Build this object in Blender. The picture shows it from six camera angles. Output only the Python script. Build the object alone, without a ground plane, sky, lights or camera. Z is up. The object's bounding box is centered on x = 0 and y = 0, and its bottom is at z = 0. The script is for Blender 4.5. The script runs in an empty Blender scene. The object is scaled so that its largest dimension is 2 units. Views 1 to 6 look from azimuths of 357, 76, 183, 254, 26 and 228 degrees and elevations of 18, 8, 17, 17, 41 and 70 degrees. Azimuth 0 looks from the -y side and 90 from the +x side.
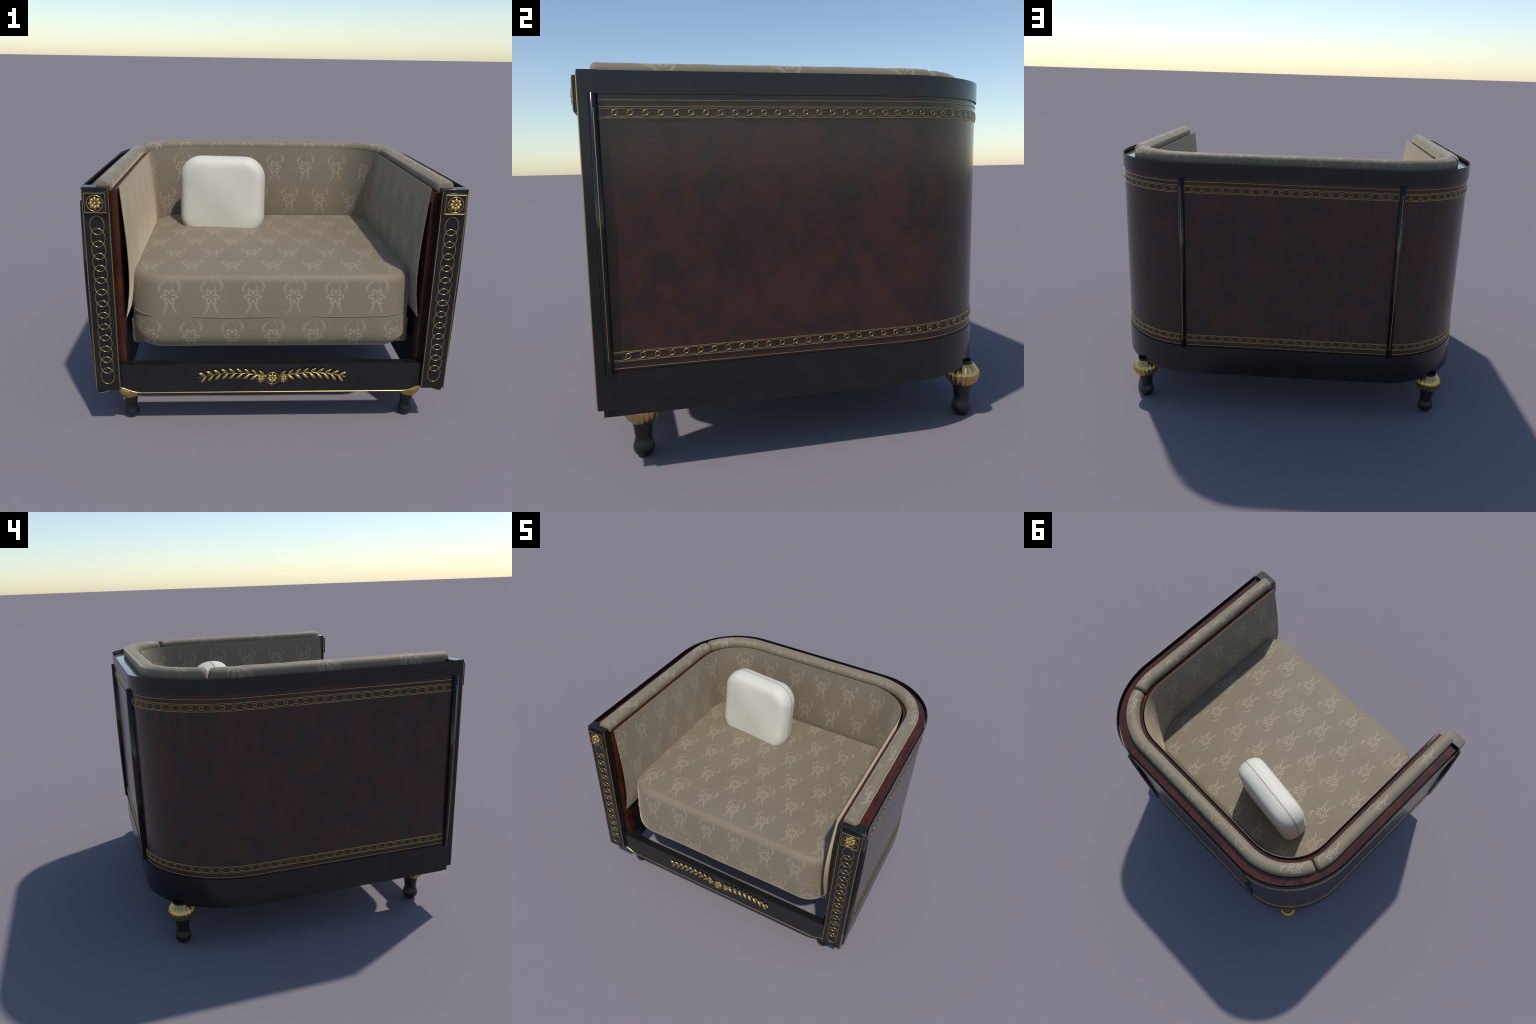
"""Low upholstered tub armchair: black lacquer and burl veneer shell, gilt inlay,
brocade cushions, and one loose white pillow."""
import bpy, bmesh, math, random
from math import pi, sin, cos, sqrt, radians
from mathutils import Vector, Matrix

random.seed(7)

# ------------------------------------------------------------------ materials
class Val:
    """A node socket with arithmetic, so that masks can be written as formulas."""
    tree = None
    def __init__(self, sock): self.s = sock
    @staticmethod
    def op(kind, *args):
        n = Val.tree.nodes.new('ShaderNodeMath'); n.operation = kind
        for i, a in enumerate(args):
            if isinstance(a, Val): Val.tree.links.new(a.s, n.inputs[i])
            else: n.inputs[i].default_value = a
        return Val(n.outputs[0])
    def __add__(a, b): return Val.op('ADD', a, b)
    __radd__ = __add__
    def __sub__(a, b): return Val.op('SUBTRACT', a, b)
    def __rsub__(a, b): return Val.op('SUBTRACT', b, a)
    def __mul__(a, b): return Val.op('MULTIPLY', a, b)
    __rmul__ = __mul__
    def __truediv__(a, b): return Val.op('DIVIDE', a, b)
    def __gt__(a, b): return Val.op('GREATER_THAN', a, b)
    def abs(a): return Val.op('ABSOLUTE', a)
    def sqrt(a): return Val.op('SQRT', a)
    def floor(a): return Val.op('FLOOR', a)
    def cos(a): return Val.op('COSINE', a)
    def max(a, b): return Val.op('MAXIMUM', a, b)
    def min(a, b): return Val.op('MINIMUM', a, b)
    def mod(a, b): return Val.op('FLOORED_MODULO', a, b)

def smooth(x, lo, hi):
    n = Val.tree.nodes.new('ShaderNodeMapRange'); n.interpolation_type = 'SMOOTHSTEP'
    Val.tree.links.new(x.s, n.inputs[0])
    n.inputs[1].default_value = lo; n.inputs[2].default_value = hi
    return Val(n.outputs[0])

def new_mat(name):
    m = bpy.data.materials.new(name); m.use_nodes = True
    t = m.node_tree; t.nodes.clear(); Val.tree = t
    out = t.nodes.new('ShaderNodeOutputMaterial')
    b = t.nodes.new('ShaderNodeBsdfPrincipled')
    t.links.new(b.outputs[0], out.inputs[0])
    return m, t, b

def texcoord(t, which='Object'):
    return t.nodes.new('ShaderNodeTexCoord').outputs[which]

def noise(t, vec, scale, detail=3, rough=.5, dist=0, stretch=None):
    if stretch:
        mp = t.nodes.new('ShaderNodeMapping'); mp.inputs['Scale'].default_value = stretch
        t.links.new(vec, mp.inputs[0]); vec = mp.outputs[0]
    n = t.nodes.new('ShaderNodeTexNoise')
    n.inputs['Scale'].default_value = scale; n.inputs['Detail'].default_value = detail
    n.inputs['Roughness'].default_value = rough; n.inputs['Distortion'].default_value = dist
    t.links.new(vec, n.inputs['Vector'])
    return Val(n.outputs[0])

def mix(t, fac, a, b):
    n = t.nodes.new('ShaderNodeMix'); n.data_type = 'RGBA'
    if isinstance(fac, Val): t.links.new(fac.s, n.inputs[0])
    else: n.inputs[0].default_value = fac
    for i, c in ((6, a), (7, b)):
        if isinstance(c, tuple): n.inputs[i].default_value = (*c, 1)
        else: t.links.new(c, n.inputs[i])
    return n.outputs[2]

def bump(t, b, height, strength, dist):
    n = t.nodes.new('ShaderNodeBump')
    n.inputs['Strength'].default_value = strength; n.inputs['Distance'].default_value = dist
    t.links.new(height.s, n.inputs['Height']); t.links.new(n.outputs[0], b.inputs['Normal'])

def plain(name, col, rough, metal=0, vary=.15, scale=9, **kw):
    m, t, b = new_mat(name)
    f = noise(t, texcoord(t), scale, 3)
    t.links.new(mix(t, smooth(f, .3, .7), tuple(c * (1 - vary) for c in col), tuple(c * (1 + vary) for c in col)), b.inputs['Base Color'])
    b.inputs['Roughness'].default_value = rough; b.inputs['Metallic'].default_value = metal
    for k, v in kw.items(): b.inputs[k.replace('_', ' ')].default_value = v
    return m

LEG_BLACK = plain('leg_black', (.0105, .0098, .0100), .42)
LACQUER = plain('black_lacquer', (.0100, .0092, .0094), .205)
POLISHED = plain('polished_black', (.006, .006, .007), .11)
GOLD = plain('gilt_metal', (.58, .405, .145), .30, metal=1, vary=.06, scale=30)
SEAM = plain('seam_cord', (.16, .13, .08), .8)

def burl(name, dark, red, rough):
    m, t, b = new_mat(name)
    co = texcoord(t)
    warp = noise(t, co, 2.2, 3, .55, .8)
    blotch = noise(t, co, 9.0, 6, .60, .7, (1, 1, .8))
    n = t.nodes.new('ShaderNodeTexWave'); n.wave_type = 'BANDS'; n.bands_direction = 'X'
    n.inputs['Scale'].default_value = 9; n.inputs['Distortion'].default_value = 7
    n.inputs['Detail'].default_value = 3; n.inputs['Detail Scale'].default_value = 1.1
    mp = t.nodes.new('ShaderNodeMapping'); mp.inputs['Scale'].default_value = (1, 1, .28)
    t.links.new(co, mp.inputs[0]); t.links.new(mp.outputs[0], n.inputs[0])
    flame = Val(n.outputs[1])
    zone = smooth(warp, .5, .66)                       # where the flame figure shows
    f = smooth(blotch + (flame - .5) * .26 * zone, .33, .66)
    fleck = smooth(noise(t, co, 60, 2, .6, 0, (1, 1, .5)), .60, .74)
    col = mix(t, f, dark, red)
    col = mix(t, fleck * .16, col, tuple(c * .45 for c in dark))
    t.links.new(col, b.inputs['Base Color'])
    b.inputs['Roughness'].default_value = rough
    return m
VENEER = burl('burl_veneer', (.0290, .0168, .0138), (.0575, .0200, .0140), .18)
MAHOGANY = burl('mahogany', (.034, .0080, .0028), (.066, .0165, .0048), .08)

def brocade(name, kind, base=(.199, .161, .107), light=(.350, .287, .201)):
    """Woven flower motif in a half-drop repeat; kind picks how the cloth was laid on."""
    m, t, b = new_mat(name)
    co = texcoord(t)
    sx = t.nodes.new('ShaderNodeSeparateXYZ'); t.links.new(co, sx.inputs[0])
    x, y, z = (Val(o) for o in sx.outputs)
    geo = t.nodes.new('ShaderNodeNewGeometry')
    sn = t.nodes.new('ShaderNodeSeparateXYZ'); t.links.new(geo.outputs['Normal'], sn.inputs[0])
    nx, ny, nz = (Val(o).abs() for o in sn.outputs)
    PU, PV = .2255, .2225
    def pick(c, a, d): return a * c + d * (1 - c)
    if kind == 'seat':
        top = nz > 2.6 * ny.max(nx)
        side = (nx > ny) * (1 - top)
        u = pick(side, y, x)
        v = pick(top, y + .58, (z - .553) * (PV / .230))
    elif kind == 'panel':
        side = (x.abs() - .495) > (y - .345)
        u = pick(side, y + .06 + .112 * (x > 0), x - .090)
        v = (z - 1.249) * (PV / .236)
    else:
        back = (ny > nz) * (y > .6)                      # upright faces of the back length
        u = pick(back, x - .1128, x + .89)
        v = pick(back, z - 1.482, y + .532)
    row = (v / PV + .5).floor()
    lv = v - row * PV
    lu = (u + row * (PU / 2) + PU / 2).mod(PU) - PU / 2
    def stroke(f, w, a, d, soft=.012):
        body = 1 - smooth((lu - f).abs(), 0, w)
        return body * smooth(lv, a, a + soft) * (1 - smooth(lv, d - soft, d))
    sq = lambda c: (lv - c) * (lv - c)
    arcs = stroke(-.055 + 20 * sq(.045), .0125, .004, .104, .04).max(stroke(.058 - 15 * sq(.055), .0135, .010, .108, .04))
    stem = stroke(.014 + .009 * ((lv - .045) * 57).cos(), .0035, .036, .112)
    tails = stroke(-.013 - 6.5 * sq(-.03), .0105, -.102, -.022, .022).max(stroke(.016 + 7 * sq(-.03), .011, -.098, -.022, .022))
    wisp = stroke(-.013 - .865 * (lv + .063), .0035, -.106, -.06)
    r = (lu * lu + lv * lv).sqrt().max(.0015)
    ang = Val.op('ARCTAN2', lv, lu)
    tw = ((ang * (3 / pi) + .5).mod(1) * 2 - 1).abs()          # 0 on a petal's axis, 1 between petals
    tp = Val.op('POWER', tw, 1.35)
    R = .0155 + .0290 * (1 - tp)
    dR = .029 * 1.35 * Val.op('POWER', tw, .35) * (6 / pi) / r
    dist = (r - R).abs() / (1 + dR * dR).sqrt()
    flower = (1 - smooth(dist, .0006, .0072)) * smooth(r, .009, .0165)
    slash = (1 - smooth((lu - lv).abs(), .0005, .003)) * (1 - smooth(r, .008, .014)) * .6
    mask = flower.max(slash).max(arcs * .8).max(stem * .7).max(tails * .85).max(wisp * .6)
    weave = noise(t, co, 420, 2, .6)
    cloud = noise(t, co, 3.5, 3)
    ground = mix(t, smooth(cloud, .3, .7), tuple(c * .965 for c in base), tuple(c * 1.035 for c in base))
    col = mix(t, mask * .74, ground, light)
    t.links.new(col, b.inputs['Base Color'])
    bump(t, b, weave, .12, .0006)
    b.inputs['Roughness'].default_value = .58
    b.inputs['Specular IOR Level'].default_value = .28
    b.inputs['Sheen Weight'].default_value = .5
    b.inputs['Sheen Roughness'].default_value = .4
    b.inputs['Sheen Tint'].default_value = (1, .82, .58, 1)
    return m
SEAT_CLOTH = brocade('brocade_seat', 'seat')
PANEL_CLOTH = brocade('brocade_panel', 'panel')
ROLL_CLOTH = brocade('brocade_roll', 'roll')
COTTON = plain('white_cotton', (.62, .578, .48), .6, vary=.02, Sheen_Weight=.1)

# ------------------------------------------------------------------ helpers
def link(o): bpy.context.scene.collection.objects.link(o); return o

def mesh_obj(name, verts, faces, mat, parent=None, angle=35, smooth_faces=True):
    me = bpy.data.meshes.new(name)
    me.from_pydata([tuple(v) for v in verts], [], faces)
    bm = bmesh.new(); bm.from_mesh(me)
    bmesh.ops.remove_doubles(bm, verts=bm.verts, dist=1e-6)
    bmesh.ops.recalc_face_normals(bm, faces=bm.faces)
    bm.to_mesh(me); bm.free()
    me.materials.append(mat)
    if smooth_faces:
        me.shade_smooth()
        me.set_sharp_from_angle(angle=radians(angle))
    o = link(bpy.data.objects.new(name, me)); o.parent = parent
    return o

def bevel(o, w, seg=2):
    m = o.modifiers.new('bevel', 'BEVEL'); m.width = w; m.segments = seg
    m.limit_method = 'ANGLE'; m.angle_limit = radians(40)
    return o

def empty(name, parent=None):
    o = link(bpy.data.objects.new(name, None)); o.parent = parent; o.empty_display_size = .05
    return o

def box(name, lo, hi, mat, parent, bev=.0015):
    v = [(x, y, z) for x in (lo[0], hi[0]) for y in (lo[1], hi[1]) for z in (lo[2], hi[2])]
    f = [(0, 1, 3, 2), (4, 6, 7, 5), (0, 4, 5, 1), (2, 3, 7, 6), (0, 2, 6, 4), (1, 5, 7, 3)]
    return bevel(mesh_obj(name, v, f, mat, parent), bev)

def grid_faces(n, m, close_m=False):
    """Faces of n rings of m points each."""
    f = []
    for i in range(n - 1):
        for j in range(m if close_m else m - 1):
            k = (j + 1) % m
            f.append((i * m + j, i * m + k, (i + 1) * m + k, (i + 1) * m + j))
    return f

def sweep_rings(name, rings, mat, parent=None, angle=35, caps=True):
    m = len(rings[0]); v = [p for r in rings for p in r]
    f = grid_faces(len(rings), m, True)
    if caps: f += [tuple(range(m)), tuple((len(rings) - 1) * m + j for j in range(m))]
    return mesh_obj(name, v, f, mat, parent, angle)

def tube_rings(path, rad, seg=8, closed=False, up=Vector((0, 0, 1))):
    """Round section rings along a list of Vectors."""
    out = []; n = len(path)
    for i, p in enumerate(path):
        a = path[(i - 1) % n] if closed or i else path[i]
        c = path[(i + 1) % n] if closed or i < n - 1 else path[i]
        t = (c - a).normalized(); s = t.cross(up)
        s = s.normalized() if s.length > 1e-5 else Vector((1, 0, 0))
        q = s.cross(t)
        out.append([p + (s * cos(2 * pi * j / seg) + q * sin(2 * pi * j / seg)) * rad for j in range(seg)])
    if closed: out.append(out[0])
    return out

def tube(name, path, rad, mat, parent=None, seg=8, closed=False, up=Vector((0, 0, 1))):
    return sweep_rings(name, tube_rings(path, rad, seg, closed, up), mat, parent, 60, caps=not closed)

# ---- the U of the shell, seen from above: +x arm from the front, round the back, to the -x arm
def upath(X, Y, r, y0, ns=10, na=28, nb=16, dr=0):
    """Corners are quarter ellipses: r + dr along the arm, r - dr along the back."""
    p, q = r - dr, r + dr; pts = []
    def corner(a0, sx):
        for i in range(na):
            a = a0 + pi / 2 * i / na; c, d = cos(a), sin(a)
            n = math.hypot(c / p, d / q)
            pts.append((sx * (X - p) + p * c, Y - q + q * d, c / p / n, d / q / n))
    for i in range(ns): pts.append((X, y0 + (Y - q - y0) * i / ns, 1, 0))
    corner(0, 1)
    for i in range(nb): pts.append((X - p - 2 * (X - p) * i / nb, Y, 0, 1))
    corner(pi / 2, -1)
    for i in range(ns + 1): pts.append((-X, Y - q + (y0 - Y + q) * i / ns, -1, 0))
    return pts

def u_solid(name, outer, inner, z0, z1, mat, parent, angle=35):
    rings = [[Vector((o[0], o[1], z0)), Vector((o[0], o[1], z1)), Vector((i[0], i[1], z1)), Vector((i[0], i[1], z0))] for o, i in zip(outer, inner)]
    return sweep_rings(name, rings, mat, parent, angle)

def u_arc(X, Y, r, y0, dr=0):
    """Arc-length table of the U; returns f(s) -> (x, y, nx, ny) and total length."""
    p = upath(X, Y, r, y0, 40, 60, 40, dr); L = [0]
    for a, b in zip(p, p[1:]): L.append(L[-1] + math.hypot(b[0] - a[0], b[1] - a[1]))
    def f(s):
        s = min(max(s, 0), L[-1]); lo, hi = 0, len(L) - 1
        while hi - lo > 1:
            mid = (lo + hi) // 2
            if L[mid] <= s: lo = mid
            else: hi = mid
        k = (s - L[lo]) / (L[hi] - L[lo]); a, b = p[lo], p[hi]
        v = [a[i] + (b[i] - a[i]) * k for i in range(4)]; n = math.hypot(v[2], v[3])
        return v[0], v[1], v[2] / n, v[3] / n
    return f, L[-1]

# ------------------------------------------------------------------ armchair
chair = empty('armchair')
chair['label'] = 'low tub armchair, black lacquer and burl shell, gilt inlay, beige brocade'
chair['category'] = 'armchair'

DR = .028
SX, SY, SR = .9785, .8265, .488            # outer face of bands
Z_BASE, Z_LOW, Z_HIGH, Z_TOP = .232, .391, 1.317, 1.391
FRONT = -.751                            # the wall ends in the posts here

# base band, top band, veneer panels, wooden wall inside
u_solid('base_band', upath(SX, SY, SR, FRONT - .004, dr=DR), upath(.826, .676, .335, FRONT - .004), Z_BASE, Z_LOW, LACQUER, chair)
u_solid('top_band', upath(SX, SY, SR, FRONT, dr=DR), upath(SX - .0009, SY - .0009, SR - .0009, FRONT, dr=DR), Z_HIGH, Z_TOP, LACQUER, chair)
u_solid('inner_wall', upath(.969, .8145, .476, FRONT + .052, dr=DR), upath(.809, .653, .313, FRONT + .052), Z_LOW + .001, 1.345, LACQUER, chair)
u_solid('wooden_cap', upath(.9645, .8110, .472, FRONT + .016, dr=DR), upath(.807, .650, .31, FRONT + .016), 1.346, 1.3695, MAHOGANY, chair)
for s in (1, -1):
    xs = sorted((s * .807, s * .850))
    box('wooden_stile', (xs[0], FRONT - .003, Z_LOW + .001), (xs[1], FRONT + .0155, 1.367), MAHOGANY, chair, .001)
    box('wooden_batten', (xs[0], FRONT + .016, Z_LOW + .001), (xs[1], FRONT + .050, 1.345), MAHOGANY, chair, .001)

PX, PY, PR = .9735, .8190, .4805         # veneer face
pan, plen = u_arc(PX, PY, PR, FRONT, DR)
RODX = .557
half_back = plen / 2
cut = [0, half_back - RODX, half_back + RODX, plen]
for a, b in zip(cut, cut[1:]):
    rings = []
    n = 48
    for i in range(n + 1):
        s = a + .001 + (b - a - .002) * i / n
        x, y, nx, ny = pan(s)
        rings.append([Vector((x, y, Z_LOW + .0005)), Vector((x, y, Z_HIGH - .0005)), Vector((x - nx * .003, y - ny * .003, Z_HIGH - .0005)), Vector((x - nx * .003, y - ny * .003, Z_LOW + .0005))])
    sweep_rings('veneer_panel', rings, VENEER, chair)

# gilt lines and chains round the shell
WIRE = .00142
def u_wire(z):
    pts = [pan(plen * i / 160) for i in range(161)]
    return [Vector((x + nx * .0022, y + ny * .0022, z)) for x, y, nx, ny in pts]
for z in (1.298, 1.277, 1.241, .459, .4255, .401):
    tube('gilt_line', u_wire(z), WIRE, GOLD, chair, 8)

def ellipse_ring(name, a, b, rad, seg=40, sec=8):
    """Elliptic wire ring in the local XZ plane, facing -y."""
    path = [Vector((a * cos(2 * pi * i / seg), 0, b * sin(2 * pi * i / seg))) for i in range(seg)]
    rings = []
    for i, p in enumerate(path):
        t = (path[(i + 1) % seg] - path[i - 1]).normalized(); q = t.cross(Vector((0, 1, 0)))
        rings.append([p + (q * cos(2 * pi * j / sec) + Vector((0, 1, 0)) * sin(2 * pi * j / sec)) * rad for j in range(sec)])
    v = [p for r in rings for p in r]; f = []
    for i in range(seg):
        for j in range(sec):
            f.append((i * sec + j, i * sec + (j + 1) % sec, ((i + 1) % seg) * sec + (j + 1) % sec, ((i + 1) % seg) * sec + j))
    o = mesh_obj(name, v, f, GOLD, None, 80)
    me = o.data; bpy.data.objects.remove(o)
    return me

def place(name, me, mat4, parent):
    o = link(bpy.data.objects.new(name, me)); o.parent = parent; o.matrix_local = mat4
    return o

link_me = ellipse_ring('chain_link', .0340, .0130, .00105)
STEP = plen / 94
for z in (1.2590, .4425):
    band = empty('chain_band', chair)
    for k in range(94):
        s = (k + .5) * STEP
        x, y, nx, ny = pan(s)
        lift = .0022 + (.0006 if k % 2 else -.0004)
        rot = Matrix.Rotation(math.atan2(nx, -ny), 4, 'Z')
        place('chain_link', link_me, Matrix.Translation((x + nx * lift, y + ny * lift, z)) @ rot, band)

# half-round lacquer rods with a gilt inlay: one by each post, two at the back
def rod(px, py, nx, ny, reach):
    """reach(t): distance of the rod's crest from the wall at height fraction t."""
    tx, ty = -ny, nx
    z0, z1 = .386, 1.319; w = .0150
    rings = []; inlay = []
    n = 40
    for i in range(n + 1):
        t = i / n; z = z0 + (z1 - z0) * t; d = reach(t); ring = []
        for k in range(17):
            a = pi * k / 16
            s = w * cos(a)
            e = d - w + w * sin(a)
            ring.append(Vector((px + nx * e + tx * s, py + ny * e + ty * s, z)))
        ring += [Vector((px - nx * .008 - tx * w, py - ny * .008 - ty * w, z)), Vector((px - nx * .008 + tx * w, py - ny * .008 + ty * w, z))]
        rings.append(ring)
        if .038 <= t <= .955: inlay.append(Vector((px + nx * (d - .0006), py + ny * (d - .0006), z)))
    r = sweep_rings('corner_rod', rings, POLISHED, chair, 50)
    # normals bent up above, down below, to shape a sky-to-ground reflection the geometry lacks
    me = r.data; ns = []
    for v in me.vertices:
        k = ((v.co.z - z0) / (z1 - z0) * 2 - 1) * .55
        e = (v.co.x - px) * nx + (v.co.y - py) * ny; q = (v.co.x - px) * tx + (v.co.y - py) * ty
        d = reach((v.co.z - z0) / (z1 - z0)) - w
        ns.append(((nx * max(e - d, 0) + tx * q) / w, (ny * max(e - d, 0) + ty * q) / w, k))
    me.normals_split_custom_set_from_vertices([Vector(v).normalized() for v in ns])
    tube('rod_inlay', inlay, .0014, GOLD, r, 8, up=Vector((nx, ny, 0)))
bow = lambda lo, mid: (lambda t: lo + (mid - lo) * sin(pi * min(1, .08 + .9 * t)) ** .8 + .0035 * (t - .5))
for s in (1, -1):
    rod(s * .9735, -.766, s, 0, bow(.0162, .0245))
    rod(s * RODX, .8265, 0, 1, bow(.0105, .0165))

# front posts with gilt fillets, overlapping rings and a rosette block
PIN, POUT, PF = .838, .9730, -.813
ring_me = ellipse_ring('post_ring', .0355, .0495, .0021, 48)
def petal_mesh(name, length, width, height, mid=.55):
    """Pointed, keeled petal lying in local XZ, tip to +z, domed to -y."""
    v, f = [], []; n, m = 12, 9
    for i in range(n + 1):
        t = i / n
        w = width / 2 * (sin(pi * min(1, max(0, t)) ** (1.0 if mid == .5 else math.log(.5) / math.log(mid))) ** .92 if 0 < t < 1 else 0) + .0004
        for j in range(m):
            a = pi * j / (m - 1)
            v.append((w * cos(a), -height * (sin(a) ** .9) * (w / (width / 2)) ** .8, length * t))
    f = grid_faces(n + 1, m)
    for i in range(n): f.append((i * m, i * m + m - 1, (i + 1) * m + m - 1, (i + 1) * m))
    o = mesh_obj(name, v, f, GOLD, None, 60); me = o.data; bpy.data.objects.remove(o)
    return me

def bead_mesh(r):
    v, f = [], []; n, m = 8, 16
    for i in range(n + 1):
        a = pi / 2 * i / n
        for j in range(m): v.append((r * cos(a) * cos(2 * pi * j / m), -r * .9 * sin(a), r * cos(a) * sin(2 * pi * j / m)))
    f = grid_faces(n + 1, m, True)
    o = mesh_obj('bead', v, f, GOLD, None, 80); me = o.data; bpy.data.objects.remove(o)
    return me

def rosette(cx, cy, cz, r_ring, r_flower, parent):
    ro = empty('rosette', parent); ro.location = (cx, cy, cz)
    place('rosette_ring', ellipse_ring('rosette_ring', r_ring, r_ring, max(.0015, r_ring * .055), 40), Matrix.Translation((0, -.001, 0)), ro)
    me = petal_mesh('petal', r_flower * .82, r_flower * .58, r_flower * .24, .52)
    for k in range(8):
        M = Matrix.Rotation(2 * pi * k / 8, 4, 'Y') @ Matrix.Translation((0, 0, r_flower * .20))
        place('petal', me, M, ro)
    place('bead', bead_mesh(r_flower * .24), Matrix.Translation((0, -r_flower * .08, 0)), ro)
    return ro

for s in (1, -1):
    xs = sorted((s * PIN, s * POUT))
    post = box('front_post', (xs[0], PF, .254), (xs[1], FRONT + .002, 1.394), LACQUER, chair, .002)
    for x in (PIN + .0035, POUT - .0045):
        tube('gilt_fillet', [Vector((s * x, PF - .0006, .259)), Vector((s * x, PF - .0006, 1.385))], .0029, GOLD, post, 10, up=Vector((0, 1, 0)))
    for k in range(14):
        z = 1.2005 + (.3465 - 1.2005) * k / 13
        place('post_ring', ring_me, Matrix.Translation((s * .9045, PF - .0012 - (.0005 if k % 2 else 0), z)), post)
    box('rosette_block', (min(s * .844, s * .962), -.828, 1.2605), (max(s * .844, s * .962), PF + .001, 1.377), LACQUER, chair, .0015)
    fr = [Vector((s * .9055 + dx, -.8285, dz)) for dx, dz in ((-.0515, 1.2695), (.0515, 1.2695), (.0515, 1.368), (-.0515, 1.368))]
    frame = empty('gilt_frame', chair)
    for a, b in zip(fr, fr[1:] + fr[:1]):
        d = (b - a).normalized() * .0018
        tube('gilt_bar', [a - d, b + d], .0022, GOLD, frame, 8, up=Vector((0, 1, 0)))
    rosette(s * .9055, -.8285, 1.3175, .0405, .0345, chair)

# front rail with scalloped foot and gilt edge
RF = -.7915
prof = [(0, .2255), (.40, .2255), (.735, .2255), (.758, .2275), (.780, .2335), (.803, .2435), (.822, .252), (.840, .257), (.872, .258), (.895, .249), (.918, .2385), (.942, .2305), (.966, .227)]
def ease(pts, n=6):
    out = []
    for i in range(len(pts) - 1):
        p0, p1, p2, p3 = pts[max(i - 1, 0)], pts[i], pts[i + 1], pts[min(i + 2, len(pts) - 1)]
        for k in range(n):
            t = k / n
            q = [.5 * (2 * p1[c] + (p2[c] - p0[c]) * t + (2 * p0[c] - 5 * p1[c] + 4 * p2[c] - p3[c]) * t * t + (3 * p1[c] - p0[c] - 3 * p2[c] + p3[c]) * t ** 3) for c in (0, 1)]
            out.append((q[0], q[1]))
    return out + [pts[-1]]
def scallop(x):
    for (x0, z0), (x1, z1) in zip(prof, prof[1:]):
        if x <= x1: return z0 + (z1 - z0) * (x - x0) / (x1 - x0)
    return prof[-1][1]
xs_low = [.735 * i / 12 for i in range(12)] + [.735 + (.966 - .735) * i / 44 for i in range(45)]
curve = [(x, (scallop(max(0, x - .006)) + scallop(x) * 2 + scallop(min(.966, x + .006))) / 4) for x in xs_low]
low = [(-x, z) for x, z in reversed(curve[1:])] + curve
rings = [[Vector((x, RF, z)), Vector((x, RF, .400)), Vector((x, -.742, .400)), Vector((x, -.742, z))] for x, z in low]
sweep_rings('front_rail', rings, LACQUER, chair, 30)
for a, b in ((-.966, -.86), (-.842, .842), (.86, .966)):
    tube('gilt_edge', [Vector((x, RF - .0015, z + .0005)) for x, z in low if a <= x <= b], .0034, GOLD, chair, 10, up=Vector((0, 1, 0)))

# laurel branches and three rosettes on the rail
rosette(0, RF - .001, .3115, .0365, .0300, chair)
for s in (1, -1):
    rosette(s * .0635, RF - .001, .3115, .0225, .0195, chair)
    branch = empty('laurel_branch', chair)
    zst = lambda x: .318 + .0255 * sin(pi * min(1, max(0, (.415 - x) / .40)) ** .95) + .004 * (1 - x / .41)
    stem = [Vector((s * (.41 - .375 * i / 30), RF - .003, zst(.41 - .375 * i / 30))) for i in range(31)]
    tube('stem', stem, .0021, GOLD, branch, 8, up=Vector((0, 1, 0)))
    leaf_me = petal_mesh('leaf', .0490, .0180, .0070, .56)
    for k in range(9):
        xb = .368 - .0408 * k
        slope = math.atan2(zst(xb + .01) - zst(xb - .01), .02)
        for up in (1, -1):
            if up < 0 and k == 8: continue
            ang = slope + up * radians(40 if up > 0 else 41)      # from +x outward
            M = Matrix.Translation((s * xb, RF - .002, zst(xb))) @ Matrix.Rotation(s * (pi / 2 - ang), 4, 'Y') @ Matrix.Rotation(radians(9), 4, 'X')
            place('leaf', leaf_me, M, branch)

# turned legs with a fluted gilt collar
def lathe(name, prof, seg, mat, parent, flute=0, nf=22, angle=40):
    rings = []
    for r, z, amt in prof:
        ring = []
        for j in range(seg):
            a = 2 * pi * j / seg
            g = abs(((a * nf / (2 * pi)) % 1) - .5) * 2          # 1 on a rib, 0 between
            k = 1 + flute * amt * (max(0, g - .72) / .28 * 1.0 - .25 * (1 - g))
            ring.append(Vector((r * k * cos(a), r * k * sin(a), z)))
        rings.append(ring)
    return sweep_rings(name, rings, mat, parent, angle)

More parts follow.
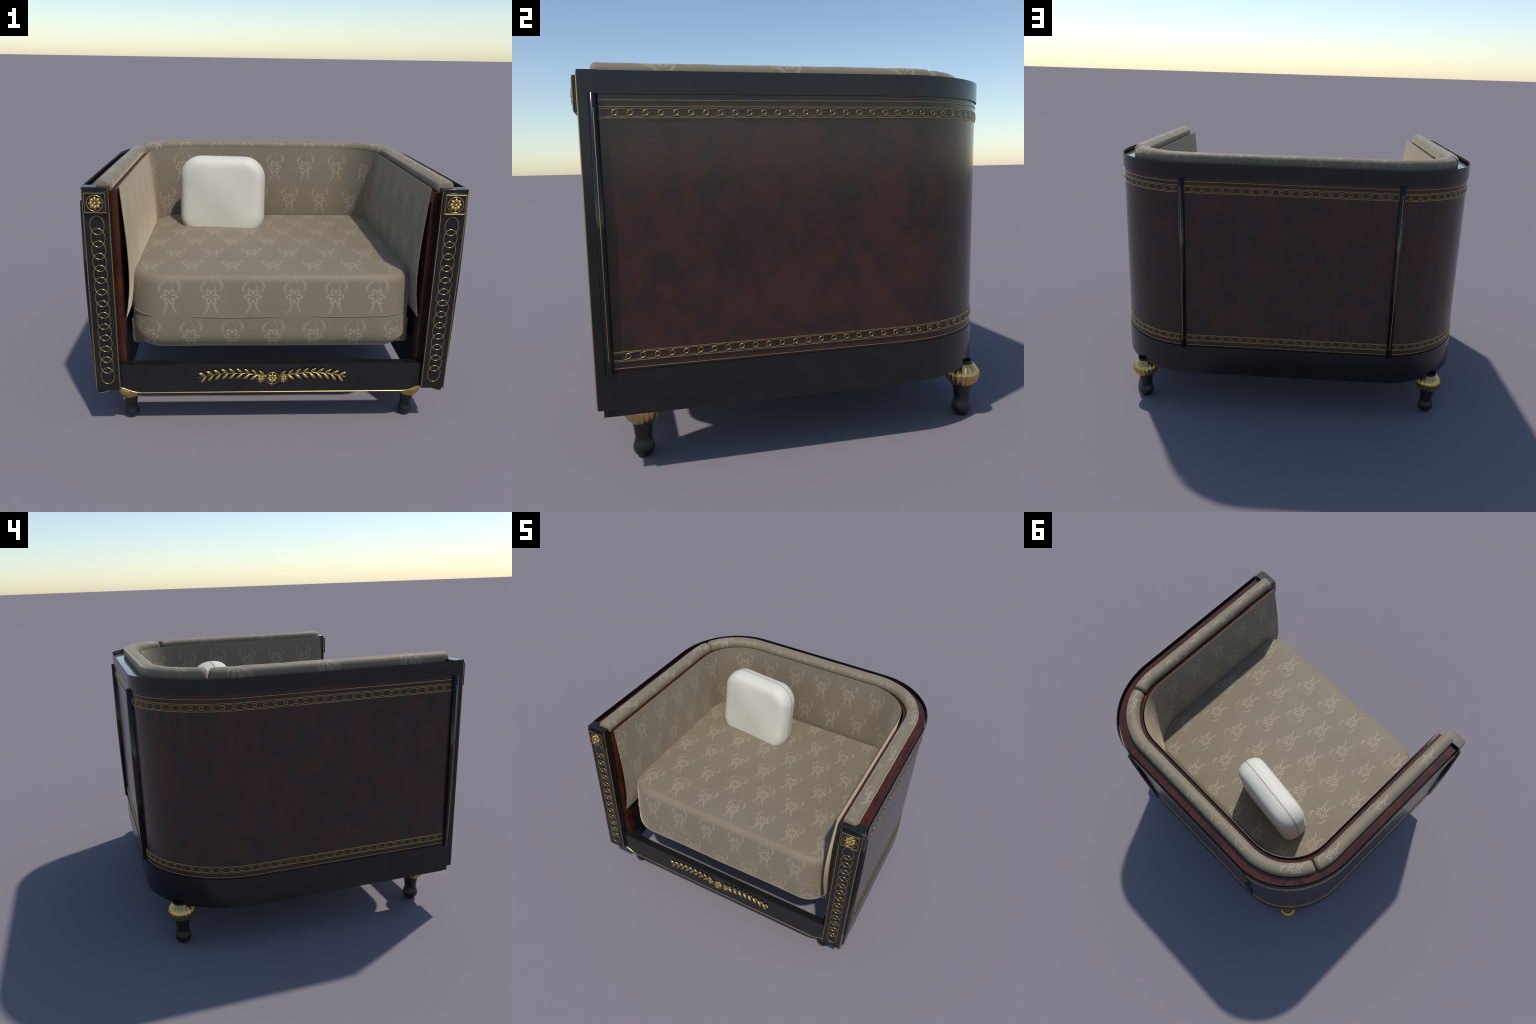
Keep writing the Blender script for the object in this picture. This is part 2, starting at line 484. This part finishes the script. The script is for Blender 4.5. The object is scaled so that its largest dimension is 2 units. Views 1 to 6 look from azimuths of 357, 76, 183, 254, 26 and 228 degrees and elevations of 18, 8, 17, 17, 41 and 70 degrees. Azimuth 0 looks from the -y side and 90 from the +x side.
def leg(x, y):
    e = empty('leg', chair); e.location = (x, y, 0)
    prof = [(.018, 0, 0), (.025, .003, 0), (.0335, .013, 0), (.0395, .025, 0), (.0412, .036, 0), (.0395, .048, 0), (.0355, .059, 0), (.0325, .070, 0), (.0323, .080, 0), (.0340, .098, 0), (.0372, .120, 0), (.0405, .140, 0), (.041, .150, 0)]
    z = ease([(r, h) for r, h, _ in prof], 3)
    lathe('foot', [(r, h, 0) for r, h in z], 32, LEG_BLACK, e)
    col = [(.040, .136, 0), (.045, .138, .3), (.053, .146, .8), (.0625, .160, 1), (.0680, .175, 1), (.0695, .186, 1), (.0665, .198, 1), (.0600, .211, 1), (.052, .222, .8), (.046, .230, .4), (.043, .233, 0), (.0395, .2325, 0), (.0365, .229, 0), (.020, .228, 0)]
    c = ease([(r, h) for r, h, _ in col], 3)
    lathe('gilt_collar', [(r, h, min(1, max(0, (r - .04) / .02))) for r, h in c], 176, GOLD, e, .028, 22, 25)
    n = 28; v = []
    for r, h in ((.0410, .225), (.0410, .243), (.0375, .243), (.0375, .2265)):
        v += [(r * cos(2 * pi * j / n), r * sin(2 * pi * j / n), h) for j in range(n)]
    f = grid_faces(4, n, True)
    mesh_obj('socket', v, f, LACQUER, e)
for s in (1, -1):
    leg(s * .811, -.662); leg(s * .811, .684)

# ------------------------------------------------------------------ upholstery
# padded roll on top of the wall, in three lengths
RX, RY, RR, RY0 = .8705, .7135, .372, -.772
rl, rlen = u_arc(RX, RY, RR, RY0)
def roll(a, b, ends):
    rings = []; n = 90
    R = .0415
    ts = []
    for k in range(7): ts.append((a + ends[0] * (1 - cos(pi / 2 * k / 6)), k / 6 if ends[0] else 1, 0))
    m = max(8, int((b - a) / .02))
    for k in range(1, m): ts.append((a + ends[0] + (b - a - ends[0] - ends[1]) * k / m, 1, 0))
    for k in range(6, -1, -1): ts.append((b - ends[1] * (1 - cos(pi / 2 * k / 6)), k / 6, 0))
    for s, k, _ in ts:
        x, y, nx, ny = rl(s)
        shrink = .52 + .48 * sin(pi / 2 * k)
        w = 1 + .012 * sin(s * 23) + .01 * sin(s * 51 + 1)
        ring = []
        for j in range(28):
            q = 2 * pi * j / 28
            c, d = cos(q), sin(q)
            c = abs(c) ** .88 * (1 if c > 0 else -1); d = abs(d) ** .88 * (1 if d > 0 else -1)
            e = R * shrink * c; h = R * shrink * d * w
            ring.append(Vector((x + nx * e, y + ny * e, 1.3895 + h)))
        rings.append(ring)
    return sweep_rings('padded_roll', rings, ROLL_CLOTH, chair, 70)
arc0 = (RY - RR) - RY0                               # start of the first corner
j1 = arc0 + radians(21.7) * RR; j2 = rlen - j1
g = .011
roll(0, j1 - g * .6, (.016, .020)); roll(j1 + g * .4, j2 - g * .4, (.020, .020)); roll(j2 + g * .6, rlen, (.020, .016))

# bowed brocade lining inside the arms and back
prof = [(1.389, 0), (1.33, .0045), (1.26, .0100), (1.19, .0155), (1.12, .0205), (1.05, .0240), (.98, .0262), (.91, .0262), (.85, .0240), (.80, .0200), (.74, .0115), (.672, 0)]
base = upath(.7915, .642, .308, -.767, 16, 28, 20)
rings = []
for x, y, nx, ny in base:
    fat = 1 + .35 * min(1, (y + .767) / .25)          # fuller away from the front edge
    ring = [Vector((x - nx * d * fat, y - ny * d * fat, z)) for z, d in prof]
    ring += [Vector((x - nx * (d * fat - .003), y - ny * (d * fat - .003), z)) for z, d in reversed(prof)]
    rings.append(ring)
sweep_rings('brocade_lining', rings, PANEL_CLOTH, chair, 50)

def rounded_rect(hx, hy, r, nseg=10, nside=14):
    pts = []
    r = max(r, .002)
    for cx, cy, a0 in ((hx - r, hy - r, 0), (-(hx - r), hy - r, 90), (-(hx - r), -(hy - r), 180), (hx - r, -(hy - r), 270)):
        arc = [(cx + r * cos(radians(a0 + 90 * i / nseg)), cy + r * sin(radians(a0 + 90 * i / nseg))) for i in range(nseg + 1)]
        pts += arc
        nxt = {0: (-(hx - r), hy), 90: (-hx, -(hy - r)), 180: (hx - r, -hy), 270: (hx, hy - r)}[a0]
        last = arc[-1]
        for i in range(1, nside): pts.append((last[0] + (nxt[0] - last[0]) * i / nside, last[1] + (nxt[1] - last[1]) * i / nside))
    return pts

def slab(name, hx, hy, rc, levels, crown_top, crown_bot, mat, parent, bulge=lambda x, y, z: (x, y, z), n_in=12):
    """Cushion: rounded-rectangle outlines stacked by (inset, z), closed by domed caps."""
    rings = []
    def cap(z, inset, crown, up):
        out = []
        for k in range(1, n_in):
            t = 1 - k / n_in
            rr = [(x * t, y * t) for x, y in rounded_rect(hx - inset, hy - inset, rc - inset)]
            out.append([Vector(bulge(x, y, z + crown * (1 - t * t) ** 1.0)) for x, y in rr])
        return out
    body = [[Vector(bulge(x, y, z)) for x, y in rounded_rect(hx - i, hy - i, rc - i)] for i, z in levels]
    rings = list(reversed(cap(levels[0][1], levels[0][0], crown_bot, -1))) + body + cap(levels[-1][1], levels[-1][0], crown_top, 1)
    return sweep_rings(name, rings, mat, parent, 80)

def round_levels(z0, z1, rb, rt, n=8, mid=10, belly=0):
    L = []
    for i in range(n + 1):
        a = pi / 2 * i / n; L.append((rb * (1 - sin(a)), z0 + rb * (1 - cos(a))))
    for i in range(1, mid): 
        t = i / mid; L.append((-belly * sin(pi * t), z0 + rb + (z1 - z0 - rb - rt) * t))
    for i in range(n + 1):
        a = pi / 2 * (1 - i / n); L.append((rt * (1 - sin(a)), z1 - rt * (1 - cos(a))))
    return L

# seat cushion: straight top edge, front swelling forward towards the bottom and tucked under
CY, CHX, CHY, CRC = -.0785, .784, .6765, .18
def seat_front(z):
    """How far the front face stands behind its fullest point at height z."""
    return .020 * max(0, min(1, (z - .66) / .22)) ** 1.2
def seat_shape(x, y, z):
    f = max(0, min(1, (-y - .45) / .2))
    lump = .0015 * sin(x * 9 + 1.3) * sin(z * 16) * f
    return x, y + CY - lump + f * seat_front(z), z
levels = round_levels(.452, .904, .115, .045, belly=.0)
seat = slab('seat_cushion', CHX, CHY, CRC, levels, .008, -.002, SEAT_CLOTH, chair, seat_shape)
def seam_line(a, b, dip):
    """Part of the welt line on the cushion's front, sinking into the cloth at both ends."""
    pts = []
    for i in range(41):
        t = i / 40; x = a + (b - a) * t
        out = .0028 * min(1, 6 * t, 6 * (1 - t)) - .0014
        c = CHX - CRC; z = .672 - dip * sin(pi * t) + .006 * (abs(x) / .75) ** 4
        yy = -CHY
        if abs(x) > c: yy = -(CHY - CRC + sqrt(max(0, CRC ** 2 - (abs(x) - c) ** 2)))
        q = seat_shape(x, yy, z)
        pts.append(Vector((q[0], q[1] - out, z)))
    return pts
for a, b, d in ((-.765, -.66, .002), (-.46, .07, .005), (.20, .765, .002)):
    tube('welt_seam', seam_line(a, b, d), .0028, SEAT_CLOTH, seat, 8)

# upholstered seat base under the cushion
slab('seat_base', .793, .63, .03, round_levels(.455, .606, .012, .015, 5, 4), .0, .0, SEAT_CLOTH, chair, lambda x, y, z: (x, y - .005, z))

# ------------------------------------------------------------------ loose pillow
def pillow_shape(x, y, z):
    # stood up from the slab: x width, y height, z thickness
    dent = .004 * sin(13 * x + 2) * sin(11 * y + .7) * (1 if abs(z) > .03 else .3)
    return x, -z - dent * (1 if z > 0 else -1), y
HW, HH, TH = .290, .275, .106
lv = []
for i in range(13):
    a = -pi / 2 + pi * i / 12
    inset = .075 * (1 - cos(a) ** .75) if abs(a) < 1.57 else .075; lv.append((inset, TH * .90 * sin(a)))
pil = slab('throw_pillow', HW, HH, .145, lv, .009, -.009, COTTON, None, pillow_shape, 10)
seam_pts = [Vector((x * 1.0005, 0, y * 1.0005)) for x, y in rounded_rect(HW + .0002, HH + .0002, .145, 16)]
tube('pillow_seam', seam_pts, .0016, SEAM, pil, 8, closed=True, up=Vector((0, 1, 0)))
pil.matrix_world = Matrix.Translation((-.289, .310, 1.100)) @ Matrix.Rotation(radians(-6.8), 4, 'Z') @ Matrix.Rotation(radians(-4.5), 4, 'X')
pil['label'] = 'plump white square throw pillow with rounded corners'
pil['category'] = 'pillow'
